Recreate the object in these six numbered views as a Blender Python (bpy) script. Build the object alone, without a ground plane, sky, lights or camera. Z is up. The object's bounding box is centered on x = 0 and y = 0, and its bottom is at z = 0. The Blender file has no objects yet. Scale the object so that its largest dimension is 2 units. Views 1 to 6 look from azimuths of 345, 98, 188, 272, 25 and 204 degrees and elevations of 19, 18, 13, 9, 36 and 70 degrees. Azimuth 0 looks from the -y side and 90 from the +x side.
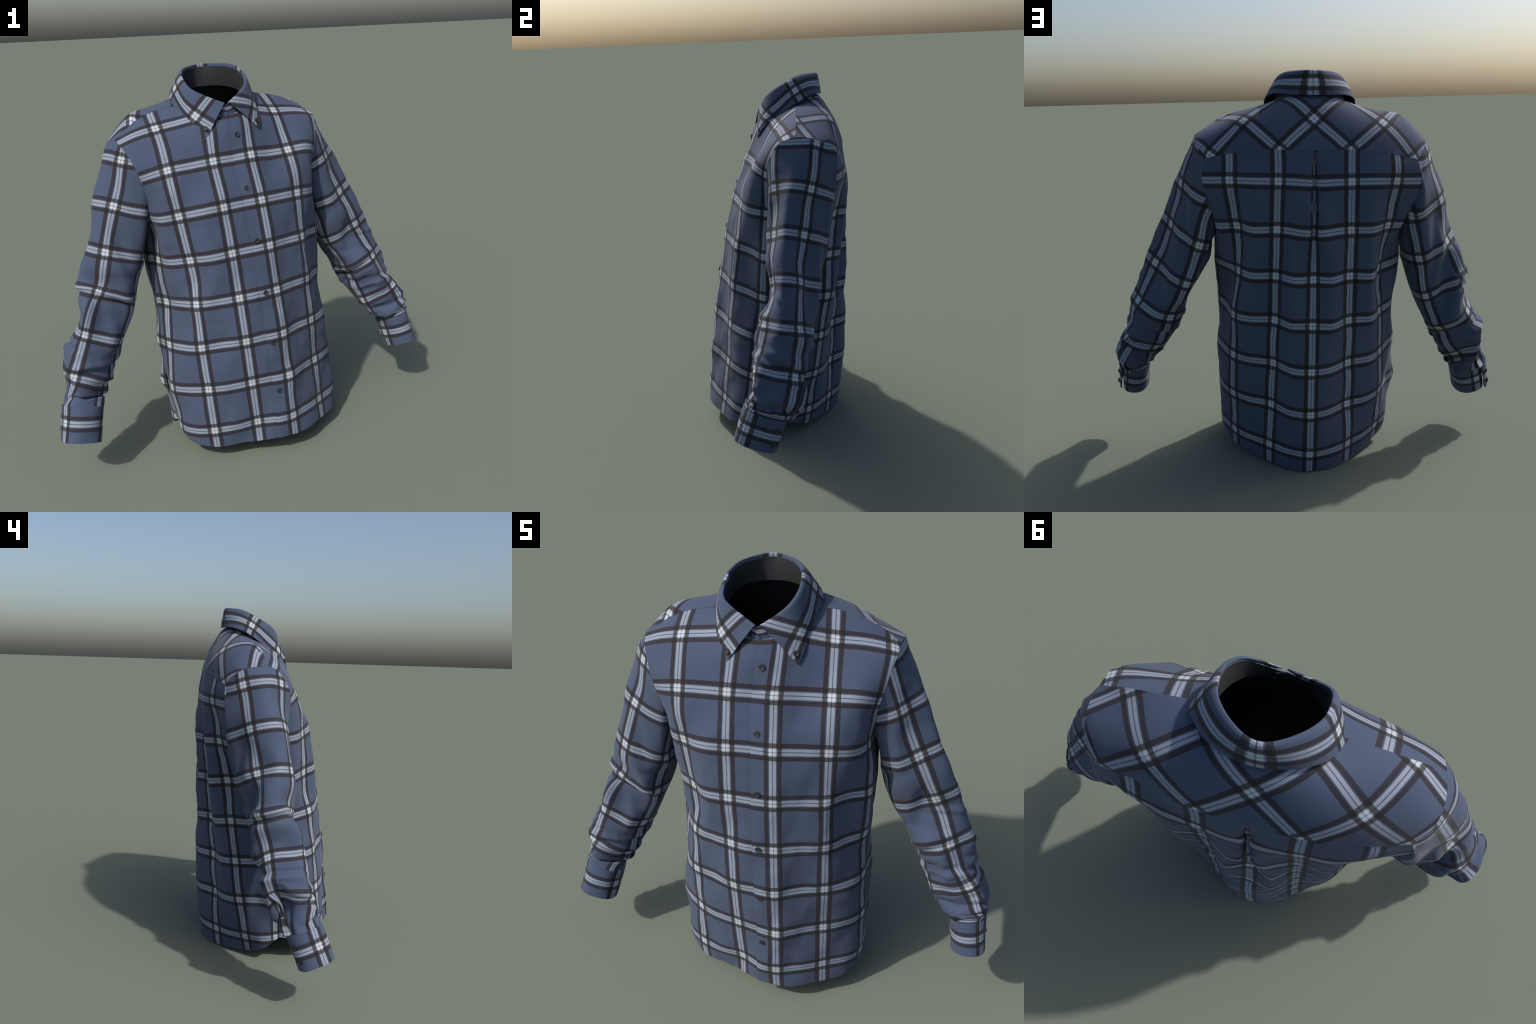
# A long-sleeved, button-down plaid shirt, worn by nobody.
# It is made the way a shirt is made: every piece of cloth is a flat sewing
# pattern measured in units of the plaid repeat, draped over a few control
# points, and sewn to its neighbours along shared seam curves.  The flat pattern
# is kept as the texture space of the draped mesh, so that the woven plaid
# (procedural, on Generated coordinates) follows the cloth through every fold.
import bpy, math
import numpy as np

PITCH = 0.216                      # plaid repeat, metres
rng = np.random.default_rng(11)

# ---------------------------------------------------------------- body frame
AX = np.array([0.98024, 0.19592, 0.02726]); AX /= np.linalg.norm(AX)   # wearer's left
AY = np.cross([0, 0, 1.0], AX); AY /= np.linalg.norm(AY)               # backwards
AZ = np.cross(AX, AY)
ORIGIN = AX * -0.0127 + np.array([0, 0, 0.0])


def to_world(p):
    p = np.asarray(p, float)
    return ORIGIN + p[..., 0:1] * AX + p[..., 1:2] * AY + p[..., 2:3] * AZ


# ---------------------------------------------------------------- small maths
def spline(ts, Y, t):
    """Natural cubic spline through the rows of Y at parameters ts."""
    ts = np.asarray(ts, float); Y = np.asarray(Y, float); t = np.asarray(t, float)
    n = len(ts); h = np.diff(ts); A = np.eye(n); R = np.zeros_like(Y)
    for i in range(1, n - 1):
        A[i, i - 1], A[i, i], A[i, i + 1] = h[i - 1], 2 * (h[i - 1] + h[i]), h[i]
        R[i] = 6 * ((Y[i + 1] - Y[i]) / h[i] - (Y[i] - Y[i - 1]) / h[i - 1])
    M = np.linalg.solve(A, R)
    k = np.clip(np.searchsorted(ts, t) - 1, 0, n - 2); hk = h[k]
    a = (ts[k + 1] - t) / hk; b = (t - ts[k]) / hk
    e = (lambda x: x[..., None]) if Y.ndim > 1 else (lambda x: x)
    return e(a) * Y[k] + e(b) * Y[k + 1] + e((a ** 3 - a) * hk ** 2 / 6) * M[k] + e((b ** 3 - b) * hk ** 2 / 6) * M[k + 1]


def curve(points, n):
    """n points along a smooth curve through the given points (any dimension)."""
    p = np.asarray(points, float)
    d = np.r_[0, np.cumsum(np.linalg.norm(np.diff(p, axis=0), axis=1) ** 0.7)]
    t = spline(d, p, np.linspace(0, d[-1], 400))
    s = np.r_[0, np.cumsum(np.linalg.norm(np.diff(t, axis=0), axis=1))]
    q = np.linspace(0, s[-1], n)
    return np.stack([np.interp(q, s, t[:, i]) for i in range(p.shape[1])], 1)


class Drape:
    """Thin-plate map from flat cloth coordinates to space."""

    def __init__(self, flat, space, smooth=1e-4):
        self.c = np.asarray(flat, float); y = np.asarray(space, float)
        n = len(self.c); K = self.kernel(self.c)
        Q = np.c_[np.ones(n), self.c]
        A = np.block([[K + smooth * np.eye(n), Q], [Q.T, np.zeros((3, 3))]])
        w = np.linalg.solve(A, np.r_[y, np.zeros((3, 3))])
        self.w, self.p = w[:n], w[n:]

    def kernel(self, q):
        r2 = ((q[:, None] - self.c[None]) ** 2).sum(-1)
        return 0.5 * r2 * np.log(r2 + 1e-12)

    def __call__(self, q):
        s = q.shape[:-1]; q = q.reshape(-1, 2)
        out = [self.kernel(b) @ self.w + np.c_[np.ones(len(b)), b] @ self.p for b in np.array_split(q, 1 + len(q) // 4000)]
        return np.concatenate(out).reshape(*s, 3)


def coons(bottom, top, left, right):
    """Fill a four-sided outline; bottom/top run left to right, left/right bottom to top."""
    n, m = len(bottom), len(left)
    u = np.linspace(0, 1, n)[:, None, None]; v = np.linspace(0, 1, m)[None, :, None]
    b, t, l, r = bottom[:, None], top[:, None], left[None], right[None]
    return ((1 - v) * b + v * t + (1 - u) * l + u * r
            - (1 - u) * (1 - v) * bottom[0] - u * (1 - v) * bottom[-1] - (1 - u) * v * top[0] - u * v * top[-1])


def normals(g, flip=False):
    a = np.gradient(g, axis=0); b = np.gradient(g, axis=1)
    n = np.cross(a, b); n /= np.linalg.norm(n, axis=-1, keepdims=True) + 1e-12
    return -n if flip else n


def bump(x, w):
    return np.exp(-(x / w) ** 2)


def window(x, a, b, soft):
    s = lambda t: 1 / (1 + np.exp(-np.clip(t, -40, 40)))
    return s((x - a) / soft * 4) * s((b - x) / soft * 4)


class Ripple:
    """Smooth random wrinkles: a sum of waves, optionally stretched across one axis."""

    def __init__(self, seed, freq, n=14, stretch=(1, 1)):
        r = np.random.default_rng(seed)
        ang = r.uniform(0, 2 * np.pi, n); f = freq * r.uniform(0.5, 1.6, n)
        self.k = np.stack([np.cos(ang) * f * stretch[0], np.sin(ang) * f * stretch[1]], 1)
        self.ph = r.uniform(0, 2 * np.pi, n); self.n = n

    def __call__(self, q):
        return np.sin(q @ self.k.T * 2 * np.pi + self.ph).sum(-1) / math.sqrt(self.n / 2)


# ---------------------------------------------------------------- materials
def srgb(r, g, b):
    f = lambda c: c / 12.92 if c <= 0.04045 else ((c + 0.055) / 1.055) ** 2.4
    return (f(r / 255), f(g / 255), f(b / 255), 1)


# colours where a warp class meets a weft class (ground, pale, dark)
GROUND = (0.050, 0.068, 0.118, 1)
PALE_ON_GROUND = (0.215, 0.245, 0.305, 1)
PALE_ON_PALE = (0.43, 0.46, 0.50, 1)
DARK_ON_GROUND = (0.022, 0.020, 0.029, 1)
DARK_ON_PALE = (0.058, 0.058, 0.064, 1)
DARK_ON_DARK = (0.014, 0.012, 0.013, 1)


def plaid_group():
    g = bpy.data.node_groups.new("woven_plaid", "ShaderNodeTree")
    g.interface.new_socket("Cloth", in_out="INPUT", socket_type="NodeSocketVector")
    g.interface.new_socket("Color", in_out="OUTPUT", socket_type="NodeSocketColor")
    g.interface.new_socket("Height", in_out="OUTPUT", socket_type="NodeSocketFloat")
    N, Lk = g.nodes, g.links
    gi, go = N.new("NodeGroupInput"), N.new("NodeGroupOutput")
    # a hair of waviness in the threads
    sep = N.new("ShaderNodeSeparateXYZ"); Lk.new(gi.outputs[0], sep.inputs[0])

    def math_(op, a, b=None):
        n = N.new("ShaderNodeMath"); n.operation = op
        for i, v in enumerate((a, b)):
            if v is None: continue
            if isinstance(v, (int, float)): n.inputs[i].default_value = v
            else: Lk.new(v, n.inputs[i])
        return n.outputs[0]

    def ramp(fac, stops):
        n = N.new("ShaderNodeValToRGB"); e = n.color_ramp.elements
        e[0].position, e[0].color = stops[0][0], (stops[0][1],) * 3 + (1,)
        e[1].position, e[1].color = stops[-1][0], (stops[-1][1],) * 3 + (1,)
        for p, v in stops[1:-1]:
            x = e.new(p); x.color = (v, v, v, 1)
        Lk.new(fac, n.inputs[0]); return n.outputs[0]

    def mix(f, a, b):
        n = N.new("ShaderNodeMix"); n.data_type = "RGBA"
        Lk.new(f, n.inputs["Factor"])
        for s, v in ((n.inputs[6], a), (n.inputs[7], b)):
            if isinstance(v, tuple): s.default_value = v
            else: Lk.new(v, s)
        return n.outputs[2]

    cls = []
    for ax in (0, 1):
        d = math_("ABSOLUTE", math_("SUBTRACT", math_("FRACT", math_("ADD", sep.outputs[ax], 100.5)), 0.5))
        d2 = math_("MULTIPLY", d, 2)
        pale = ramp(d2, [(0, 0), (0.011, 0.0), (0.021, 1), (0.117, 1), (0.135, 0.0), (1, 0)])
        dark = ramp(d2, [(0, 0), (0.160, 0), (0.172, 1), (0.322, 1), (0.333, 0), (1, 0)])
        cls.append((pale, dark))
    (pu, du), (pv, dv) = cls

    def row(ground, pale, dark):
        return mix(du, mix(pu, ground, pale), dark)

    c = mix(dv, mix(pv, row(GROUND, PALE_ON_GROUND, DARK_ON_GROUND), row(PALE_ON_GROUND, PALE_ON_PALE, DARK_ON_PALE)),
            row(DARK_ON_GROUND, DARK_ON_PALE, DARK_ON_DARK))
    # twill grain and faint slubs
    vm = N.new("ShaderNodeVectorMath"); vm.operation = "MULTIPLY"; vm.inputs[1].default_value = (1, 1, 0); Lk.new(gi.outputs[0], vm.inputs[0])
    slub = N.new("ShaderNodeTexNoise"); slub.inputs["Scale"].default_value = 60; slub.inputs["Detail"].default_value = 4
    Lk.new(vm.outputs[0], slub.inputs["Vector"])
    wave = N.new("ShaderNodeTexWave"); wave.wave_type = "BANDS"; wave.bands_direction = "DIAGONAL"
    wave.inputs["Scale"].default_value = 26; wave.inputs["Distortion"].default_value = 0.6
    Lk.new(vm.outputs[0], wave.inputs["Vector"])
    grain = math_("ADD", math_("MULTIPLY", slub.outputs[0], 0.16), math_("MULTIPLY", wave.outputs[1], 0.05))
    bright = math_("ADD", grain, 0.895)
    hsv = N.new("ShaderNodeHueSaturation"); Lk.new(c, hsv.inputs["Color"]); Lk.new(bright, hsv.inputs["Value"])
    Lk.new(hsv.outputs[0], go.inputs["Color"]); Lk.new(grain, go.inputs["Height"])
    return g


PLAID = plaid_group()


def plaid_material(name):
    """Plaid cloth: Generated coordinates are the flat sewing pattern, in repeats."""
    m = bpy.data.materials.new(name); m.use_nodes = True
    nt = m.node_tree; b = nt.nodes["Principled BSDF"]
    tc = nt.nodes.new("ShaderNodeTexCoord"); mp = nt.nodes.new("ShaderNodeMapping")
    mp.inputs["Scale"].default_value = (2, 2, 2)            # texture space is -1..1 repeats
    mp.inputs["Location"].default_value = (-1, -1, -1)
    gr = nt.nodes.new("ShaderNodeGroup"); gr.node_tree = PLAID
    bp = nt.nodes.new("ShaderNodeBump"); bp.inputs["Strength"].default_value = 0.12; bp.inputs["Distance"].default_value = 0.002
    L = nt.links
    L.new(tc.outputs["Generated"], mp.inputs["Vector"]); L.new(mp.outputs[0], gr.inputs[0])
    L.new(gr.outputs["Color"], b.inputs["Base Color"]); L.new(gr.outputs["Height"], bp.inputs["Height"]); L.new(bp.outputs[0], b.inputs["Normal"])
    b.inputs["Roughness"].default_value = 0.85
    b.inputs["Specular IOR Level"].default_value = 0.25
    b.inputs["Sheen Weight"].default_value = 0.08; b.inputs["Sheen Roughness"].default_value = 0.5
    return m


FABRIC = plaid_material("plaid_cotton")


def plain_material(name, col, rough=0.8, spec=0.3, noise=0.15, scale=90):
    m = bpy.data.materials.new(name); m.use_nodes = True
    nt = m.node_tree; b = nt.nodes["Principled BSDF"]
    tc = nt.nodes.new("ShaderNodeTexCoord"); ns = nt.nodes.new("ShaderNodeTexNoise"); ns.inputs["Scale"].default_value = scale
    rp = nt.nodes.new("ShaderNodeValToRGB")
    rp.color_ramp.elements[0].color = tuple(c * (1 - noise) for c in col[:3]) + (1,)
    rp.color_ramp.elements[1].color = tuple(c * (1 + noise) for c in col[:3]) + (1,)
    nt.links.new(tc.outputs["Object"], ns.inputs["Vector"]); nt.links.new(ns.outputs[0], rp.inputs[0]); nt.links.new(rp.outputs[0], b.inputs["Base Color"])
    b.inputs["Roughness"].default_value = rough; b.inputs["Specular IOR Level"].default_value = spec
    return m


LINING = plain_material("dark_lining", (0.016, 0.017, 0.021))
BAND = plain_material("collar_lining", (0.030, 0.031, 0.036))
BUTTON = plain_material("grey_button", (0.023, 0.023, 0.025), rough=0.55, spec=0.35, noise=0.2, scale=160)
THREAD = plain_material("button_thread", (0.012, 0.012, 0.014))

# ---------------------------------------------------------------- mesh building
shirt = bpy.data.objects.new("shirt", None)
bpy.context.collection.objects.link(shirt)
shirt["label"] = "blue plaid long-sleeved button-down shirt, standing as if worn"
shirt["category"] = "shirt"


def add_mesh(name, verts, faces, mats, idx=None, flat=None, parent=shirt, sharp=50):
    me = bpy.data.meshes.new(name)
    me.from_pydata([tuple(v) for v in verts], [], faces)
    for m in mats: me.materials.append(m)
    if idx is not None: me.polygons.foreach_set("material_index", idx)
    me.polygons.foreach_set("use_smooth", [True] * len(me.polygons))
    me.set_sharp_from_angle(angle=math.radians(sharp))
    ob = bpy.data.objects.new(name, me)
    bpy.context.collection.objects.link(ob); ob.parent = parent
    if flat is not None:
        # the mesh rests as its flat sewing pattern; a shape key drapes it
        me.use_auto_texspace = False; me.texspace_location = (0, 0, 0); me.texspace_size = (1, 1, 1)
        me.vertices.foreach_set("co", np.c_[flat, np.zeros(len(flat))].ravel())
        ob.shape_key_add(name="pattern")
        k = ob.shape_key_add(name="draped"); k.data.foreach_set("co", np.asarray(verts).ravel()); k.value = 1.0
        me.update()
    return ob


def cloth(name, flat, space, thick=0.004, lift=0.0, flip=False, parent=shirt, inner=None, inner_rows=None, normal=None):
    """A pattern piece with thickness.  flat (n,m,2), space (n,m,3) local; the outside is +normal."""
    n, m = flat.shape[:2]
    N = normals(space, flip) if normal is None else normal
    out = space + N * (np.asarray(lift)[..., None] if np.ndim(lift) else lift)
    inn = out - N * thick
    V = np.concatenate([to_world(out).reshape(-1, 3), to_world(inn).reshape(-1, 3)])
    F2 = np.concatenate([flat.reshape(-1, 2)] * 2)
    ix = np.arange(n * m).reshape(n, m)
    q = np.stack([ix[:-1, :-1], ix[1:, :-1], ix[1:, 1:], ix[:-1, 1:]], -1).reshape(-1, 4)
    if flip: q = q[:, ::-1]
    qi = q[:, ::-1] + n * m
    rim = np.concatenate([ix[:, 0], ix[-1, 1:], ix[::-1, -1][1:], ix[0, ::-1][1:]])   # closed loop
    r = np.stack([rim[1:], rim[:-1], rim[:-1] + n * m, rim[1:] + n * m], -1)
    if flip: r = r[:, ::-1]
    faces = np.concatenate([q, qi, r])
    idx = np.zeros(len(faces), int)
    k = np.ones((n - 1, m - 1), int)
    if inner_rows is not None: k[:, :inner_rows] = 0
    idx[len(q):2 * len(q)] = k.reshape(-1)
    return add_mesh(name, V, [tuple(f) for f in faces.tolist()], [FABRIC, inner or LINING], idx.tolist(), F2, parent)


# ================================================================ seam curves (local frame, metres)
NECK_R = [(0.0, -0.058, 1.650), (-0.055, -0.044, 1.655), (-0.105, -0.014, 1.672), (-0.142, 0.036, 1.690), (-0.158, 0.100, 1.704)]
NECK_L = [(0.0, -0.058, 1.650), (0.050, -0.048, 1.657), (0.098, -0.022, 1.677), (0.138, 0.034, 1.700), (0.158, 0.098, 1.718)]
NECK_BACK = [(-0.158, 0.100, 1.704), (-0.153, 0.160, 1.737), (-0.118, 0.203, 1.757), (-0.062, 0.230, 1.766), (0.0, 0.238, 1.768),
             (0.060, 0.231, 1.767), (0.114, 0.206, 1.760), (0.153, 0.160, 1.745), (0.158, 0.098, 1.718)]
SHOULDER_R = [(-0.158, 0.100, 1.704), (-0.205, 0.103, 1.702), (-0.265, 0.106, 1.697), (-0.330, 0.106, 1.684), (-0.413, 0.102, 1.651), (-0.513, 0.085, 1.588)]
SHOULDER_L = [(0.158, 0.098, 1.718), (0.205, 0.099, 1.717), (0.264, 0.100, 1.711), (0.330, 0.096, 1.695), (0.405, 0.088, 1.668), (0.508, 0.070, 1.601)]
ARM_FRONT_R = [(-0.513, 0.085, 1.588), (-0.505, 0.040, 1.566), (-0.488, 0.000, 1.523), (-0.472, -0.030, 1.475), (-0.456, -0.042, 1.420),
               (-0.438, -0.040, 1.340), (-0.428, -0.005, 1.240), (-0.424, 0.070, 1.175)]
ARM_FRONT_L = [(0.508, 0.070, 1.601), (0.499, 0.000, 1.578), (0.483, -0.036, 1.535), (0.470, -0.056, 1.492), (0.455, -0.063, 1.435),
               (0.438, -0.058, 1.370), (0.428, -0.010, 1.250), (0.426, 0.070, 1.180)]
ARM_YOKE_R = [(-0.513, 0.085, 1.588), (-0.522, 0.140, 1.582), (-0.521, 0.195, 1.571), (-0.508, 0.243, 1.545), (-0.467, 0.288, 1.490)]
ARM_YOKE_L = [(0.508, 0.070, 1.601), (0.520, 0.132, 1.597), (0.518, 0.190, 1.577), (0.505, 0.235, 1.548), (0.474, 0.268, 1.496)]
ARM_BACK_R = [(-0.467, 0.288, 1.490), (-0.492, 0.290, 1.395), (-0.462, 0.265, 1.290), (-0.437, 0.190, 1.205), (-0.424, 0.070, 1.175)]
ARM_BACK_L = [(0.474, 0.268, 1.496), (0.488, 0.262, 1.415), (0.462, 0.250, 1.300), (0.438, 0.190, 1.210), (0.426, 0.070, 1.180)]
YOKE_BACK = [(-0.467, 0.288, 1.490), (-0.414, 0.308, 1.504), (-0.350, 0.330, 1.518), (-0.287, 0.346, 1.528), (-0.226, 0.358, 1.536), (-0.156, 0.362, 1.540),
             (-0.08, 0.362, 1.539), (0.0, 0.358, 1.537), (0.08, 0.355, 1.538), (0.154, 0.348, 1.540), (0.234, 0.334, 1.538), (0.292, 0.315, 1.530), (0.350, 0.297, 1.522), (0.408, 0.287, 1.514), (0.474, 0.268, 1.496)]
SIDE_R = [(-.424, .070, 1.175), (-.432, .051, 1.008), (-.432, .022, .794), (-.441, -.003, .581), (-.448, -.030, .368), (-.423, -.043, .149)]
SIDE_L = [(.426, .070, 1.180), (.440, .022, 1.013), (.430, -.015, .800), (.435, -.045, .585), (.434, -.073, .371), (.430, -.097, .150)]

# ================================================================ front
# cross-sections of the front: one row of control points per half plaid repeat (v), going
# across in repeats from the placket edge; full rows lie on the horizontal stripes
FRONT_COLUMNS = (-2.46, -1.96, -1.46, -.96, -.46, 0, .42, .92, 1.42, 1.92, 2.42)
FRONT = {
    0: [None, (-.443, .038, 1.603), (-.336, .021, 1.624), (-.226, .002, 1.640), None, None, None, None, (.271, .003, 1.637), (.378, .013, 1.627), None],
    0.5: [None, (-.441, -.019, 1.518), (-.337, -.044, 1.540), (-.230, -.064, 1.554), None, None, None, None, (.272, -.059, 1.549), (.378, -.062, 1.550), None],
    1: [None, None, (-.340, -.092, 1.447), (-.232, -.107, 1.454), (-.127, -.128, 1.462), (-.027, -.125, 1.460), (.062, -.140, 1.466), (.166, -.118, 1.456), (.274, -.114, 1.455), (.377, -.117, 1.457), None],
    1.5: [None, (-.417, -.064, 1.326), (-.339, -.130, 1.346), (-.233, -.151, 1.354), (-.128, -.168, 1.361), (-.029, -.171, 1.361), (.061, -.179, 1.364), (.167, -.165, 1.359), (.275, -.167, 1.360), (.379, -.143, 1.352), None],
    2: [None, (-.401, -.083, 1.225), (-.329, -.142, 1.239), (-.235, -.194, 1.254), (-.129, -.212, 1.260), (-.029, -.209, 1.260), (.061, -.218, 1.262), (.168, -.203, 1.258), (.273, -.191, 1.255), (.371, -.153, 1.244), (.419, -.067, 1.232)],
    2.5: [(-.397, .017, 1.113), (-.394, -.090, 1.121), (-.316, -.151, 1.133), (-.234, -.217, 1.149), (-.128, -.231, 1.153), (-.029, -.239, 1.155), (.061, -.244, 1.157), (.167, -.229, 1.153), (.271, -.207, 1.148), (.359, -.154, 1.136), (.426, -.081, 1.125)],
    3: [(-.403, .007, 1.005), (-.383, -.091, 1.014), (-.302, -.160, 1.027), (-.234, -.237, 1.042), (-.128, -.252, 1.047), (-.029, -.265, 1.050), (.061, -.270, 1.051), (.166, -.248, 1.047), (.270, -.225, 1.042), (.346, -.151, 1.029), (.429, -.094, 1.018)],
    3.5: [(-.404, -.004, .898), (-.378, -.103, .912), (-.299, -.174, .922), (-.231, -.249, .934), (-.126, -.270, .940), (-.029, -.288, .944), (.061, -.291, .945), (.165, -.265, .940), (.270, -.241, .935), (.342, -.166, .922), (.425, -.102, .911)],
    4: [(-.395, -.016, .791), (-.363, -.116, .807), (-.312, -.201, .819), (-.226, -.252, .826), (-.126, -.289, .833), (-.029, -.309, .837), (.061, -.312, .838), (.164, -.279, .832), (.269, -.256, .828), (.340, -.184, .816), (.416, -.108, .803)],
    5: [(-.425, -.058, .582), (-.386, -.157, .596), (-.320, -.235, .606), (-.221, -.277, .612), (-.126, -.325, .620), (-.028, -.343, .624), (.062, -.350, .625), (.162, -.311, .619), (.264, -.279, .613), (.355, -.227, .605), (.416, -.140, .593)],
    6: [(-.447, -.097, .371), (-.401, -.192, .383), (-.316, -.258, .392), (-.224, -.313, .399), (-.119, -.337, .404), (-.027, -.370, .410), (.062, -.383, .411), (.160, -.343, .404), (.260, -.302, .398), (.355, -.258, .391), (.421, -.175, .380)],
    7: [(-.437, -.118, .158), (-.398, -.217, .168), (-.319, -.290, .178), (-.218, -.327, .184), (-.113, -.353, .189), (-.030, -.393, .196), (.058, -.408, .196), (.161, -.378, .191), (.258, -.332, .184), (.355, -.288, .178), (.422, -.206, .166)],
    7.45: [(-.425, -.126, .062), (-.394, -.227, .072), (-.316, -.298, .081), (-.213, -.329, .087), (-.112, -.362, .092), (-.030, -.403, .100), (.058, -.418, .099), (.163, -.397, .096), (.260, -.350, .088), (.355, -.301, .081), (.414, -.213, .070)],
}
NS = 24                                        # samples per seam
flat_neck_R = curve([(0.0, .07), (-.19, .05), (-.44, -.06), (-.63, -.27), (-.71, -.60)], NS)
flat_neck_L = curve([(0.0, .07), (.32, .035), (.58, -.06), (.83, -.29), (.96, -.60)], NS)
flat_shoulder_R = curve([(-.71, -.60), (-.91, -.57), (-1.17, -.55), (-1.45, -.48), (-1.83, -.38), (-2.33, -.15)], NS)
flat_shoulder_L = curve([(.96, -.60), (1.16, -.60), (1.42, -.58), (1.71, -.51), (2.05, -.41), (2.56, -.17)], NS)
flat_arm_R = curve([(-2.33, -.15), (-2.27, .08), (-2.18, .41), (-2.08, .69), (-2.05, .99), (-2.09, 1.37), (-2.33, 1.88), (-2.74, 2.22)], 2 * NS)
flat_arm_L = curve([(2.56, -.17), (2.46, .16), (2.42, .45), (2.40, .68), (2.42, .95), (2.45, 1.27), (2.66, 1.86), (3.00, 2.18)], 2 * NS)
flat_side_R = curve([(-2.74, 2.22), (-2.75, 3.05), (-2.72, 4.03), (-2.76, 5.0), (-2.80, 5.98), (-2.78, 7.04)], 2 * NS)
flat_side_L = curve([(3.00, 2.18), (2.93, 3.0), (2.78, 4.0), (2.80, 5.0), (2.84, 6.0), (2.88, 7.06)], 2 * NS)
SEAMS_FRONT = [(flat_neck_R, NECK_R), (flat_neck_L, NECK_L), (flat_shoulder_R, SHOULDER_R), (flat_shoulder_L, SHOULDER_L),
               (flat_arm_R, ARM_FRONT_R), (flat_arm_L, ARM_FRONT_L), (flat_side_R, SIDE_R), (flat_side_L, SIDE_L)]


def gather(columns, rows, seams, extra=()):
    f, x = [], []
    for v, row in rows.items():
        for u, p in zip(columns, row):
            if p is not None: f.append((u, v)); x.append(p)
    for fl, sp in seams:
        f += list(map(tuple, fl)); x += list(map(tuple, curve(sp, len(fl))))
    for a, b in extra:
        f.append(a); x.append(b)
    f = np.array(f); x = np.array(x)
    _, keep = np.unique(f.round(4), axis=0, return_index=True)
    return f[keep], x[keep]


front = Drape(*gather(FRONT_COLUMNS, FRONT, SEAMS_FRONT), smooth=2e-4)
HEM_FRONT = [(-2.78, 7.04), (-2.55, 7.08), (-2.2, 7.25), (-1.85, 7.36), (-1.46, 7.42), (-.9, 7.46), (-.46, 7.48), (0, 7.475), (.42, 7.47), (.95, 7.48), (1.42, 7.47), (1.8, 7.44), (2.2, 7.32), (2.6, 7.13), (2.88, 7.06)]


def weld(grid, edge_flat, edge_space, seam_pairs):
    return grid


def join_outline(parts, n):
    p = np.concatenate([parts[0]] + [q[1:] for q in parts[1:]])
    d = np.r_[0, np.cumsum(np.linalg.norm(np.diff(p, axis=0), axis=1))]
    t = np.linspace(0, d[-1], n)
    return np.stack([np.interp(t, d, p[:, 0]), np.interp(t, d, p[:, 1])], 1)


cr = Ripple(3, 0.9); fine = Ripple(5, 2.2)


def front_half(side, nx=84, ny=150):
    hem = curve(HEM_FRONT, 300)
    if side < 0:
        edge = 0.46                                     # tucked under the placket
        hem = hem[hem[:, 0] <= edge]
        top = join_outline([np.array([(edge, .09)]), flat_neck_R, flat_shoulder_R], nx)
        out = join_outline([flat_arm_R, flat_side_R], ny)[::-1]
        bot = join_outline([np.array([(edge, 7.475)]), hem[::-1]], nx)
    else:
        edge = 0.0
        hem = hem[hem[:, 0] >= edge]
        top = join_outline([flat_neck_L, flat_shoulder_L], nx)
        out = join_outline([flat_arm_L, flat_side_L], ny)[::-1]
        bot = join_outline([hem], nx)
    mid = np.stack([np.full(ny, edge), np.linspace(bot[0, 1], top[0, 1], ny)], 1)
    g = coons(bot, top, mid, out)
    x = front(g)
    N = normals(x, flip=side > 0)
    if side < 0: N = normals(x, flip=True) * -1
    return g, x


def outward(x, centre=(0.0, 0.05)):
    """Normals that point away from the body axis."""
    N = normals(x)
    d = x.copy(); d[..., 0] -= centre[0]; d[..., 1] -= centre[1]; d[..., 2] = 0
    flip = (N * d).sum(-1).mean() < 0
    return (-N if flip else N), flip


gL, xL = front_half(+1)
NL, flipL = outward(xL)
fade = lambda g: window(g[..., 1], 0.6, 9, 1.2)
xL = xL + NL * ((cr(gL) * 0.0018 + fine(gL) * 0.0006) * fade(gL))[..., None]
lift = 0.0045 * window(gL[..., 0], -2, 0.62, 0.16)
flatL = gL - np.array([0.42, 0])
front_left = cloth("front_panel", flatL, xL, thick=0.004, lift=lift, flip=flipL, normal=NL)

gR, xR = front_half(-1)
NR, flipR = outward(xR)
xR = xR + NR * ((cr(gR) * 0.0018 + fine(gR) * 0.0006) * fade(gR))[..., None]
lift = -0.003 * window(gR[..., 0], -0.03, 9, 0.12)
front_right = cloth("front_panel", gR - np.array([0.54, 0]), xR, thick=0.003, lift=lift, flip=flipR, normal=NR)

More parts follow.
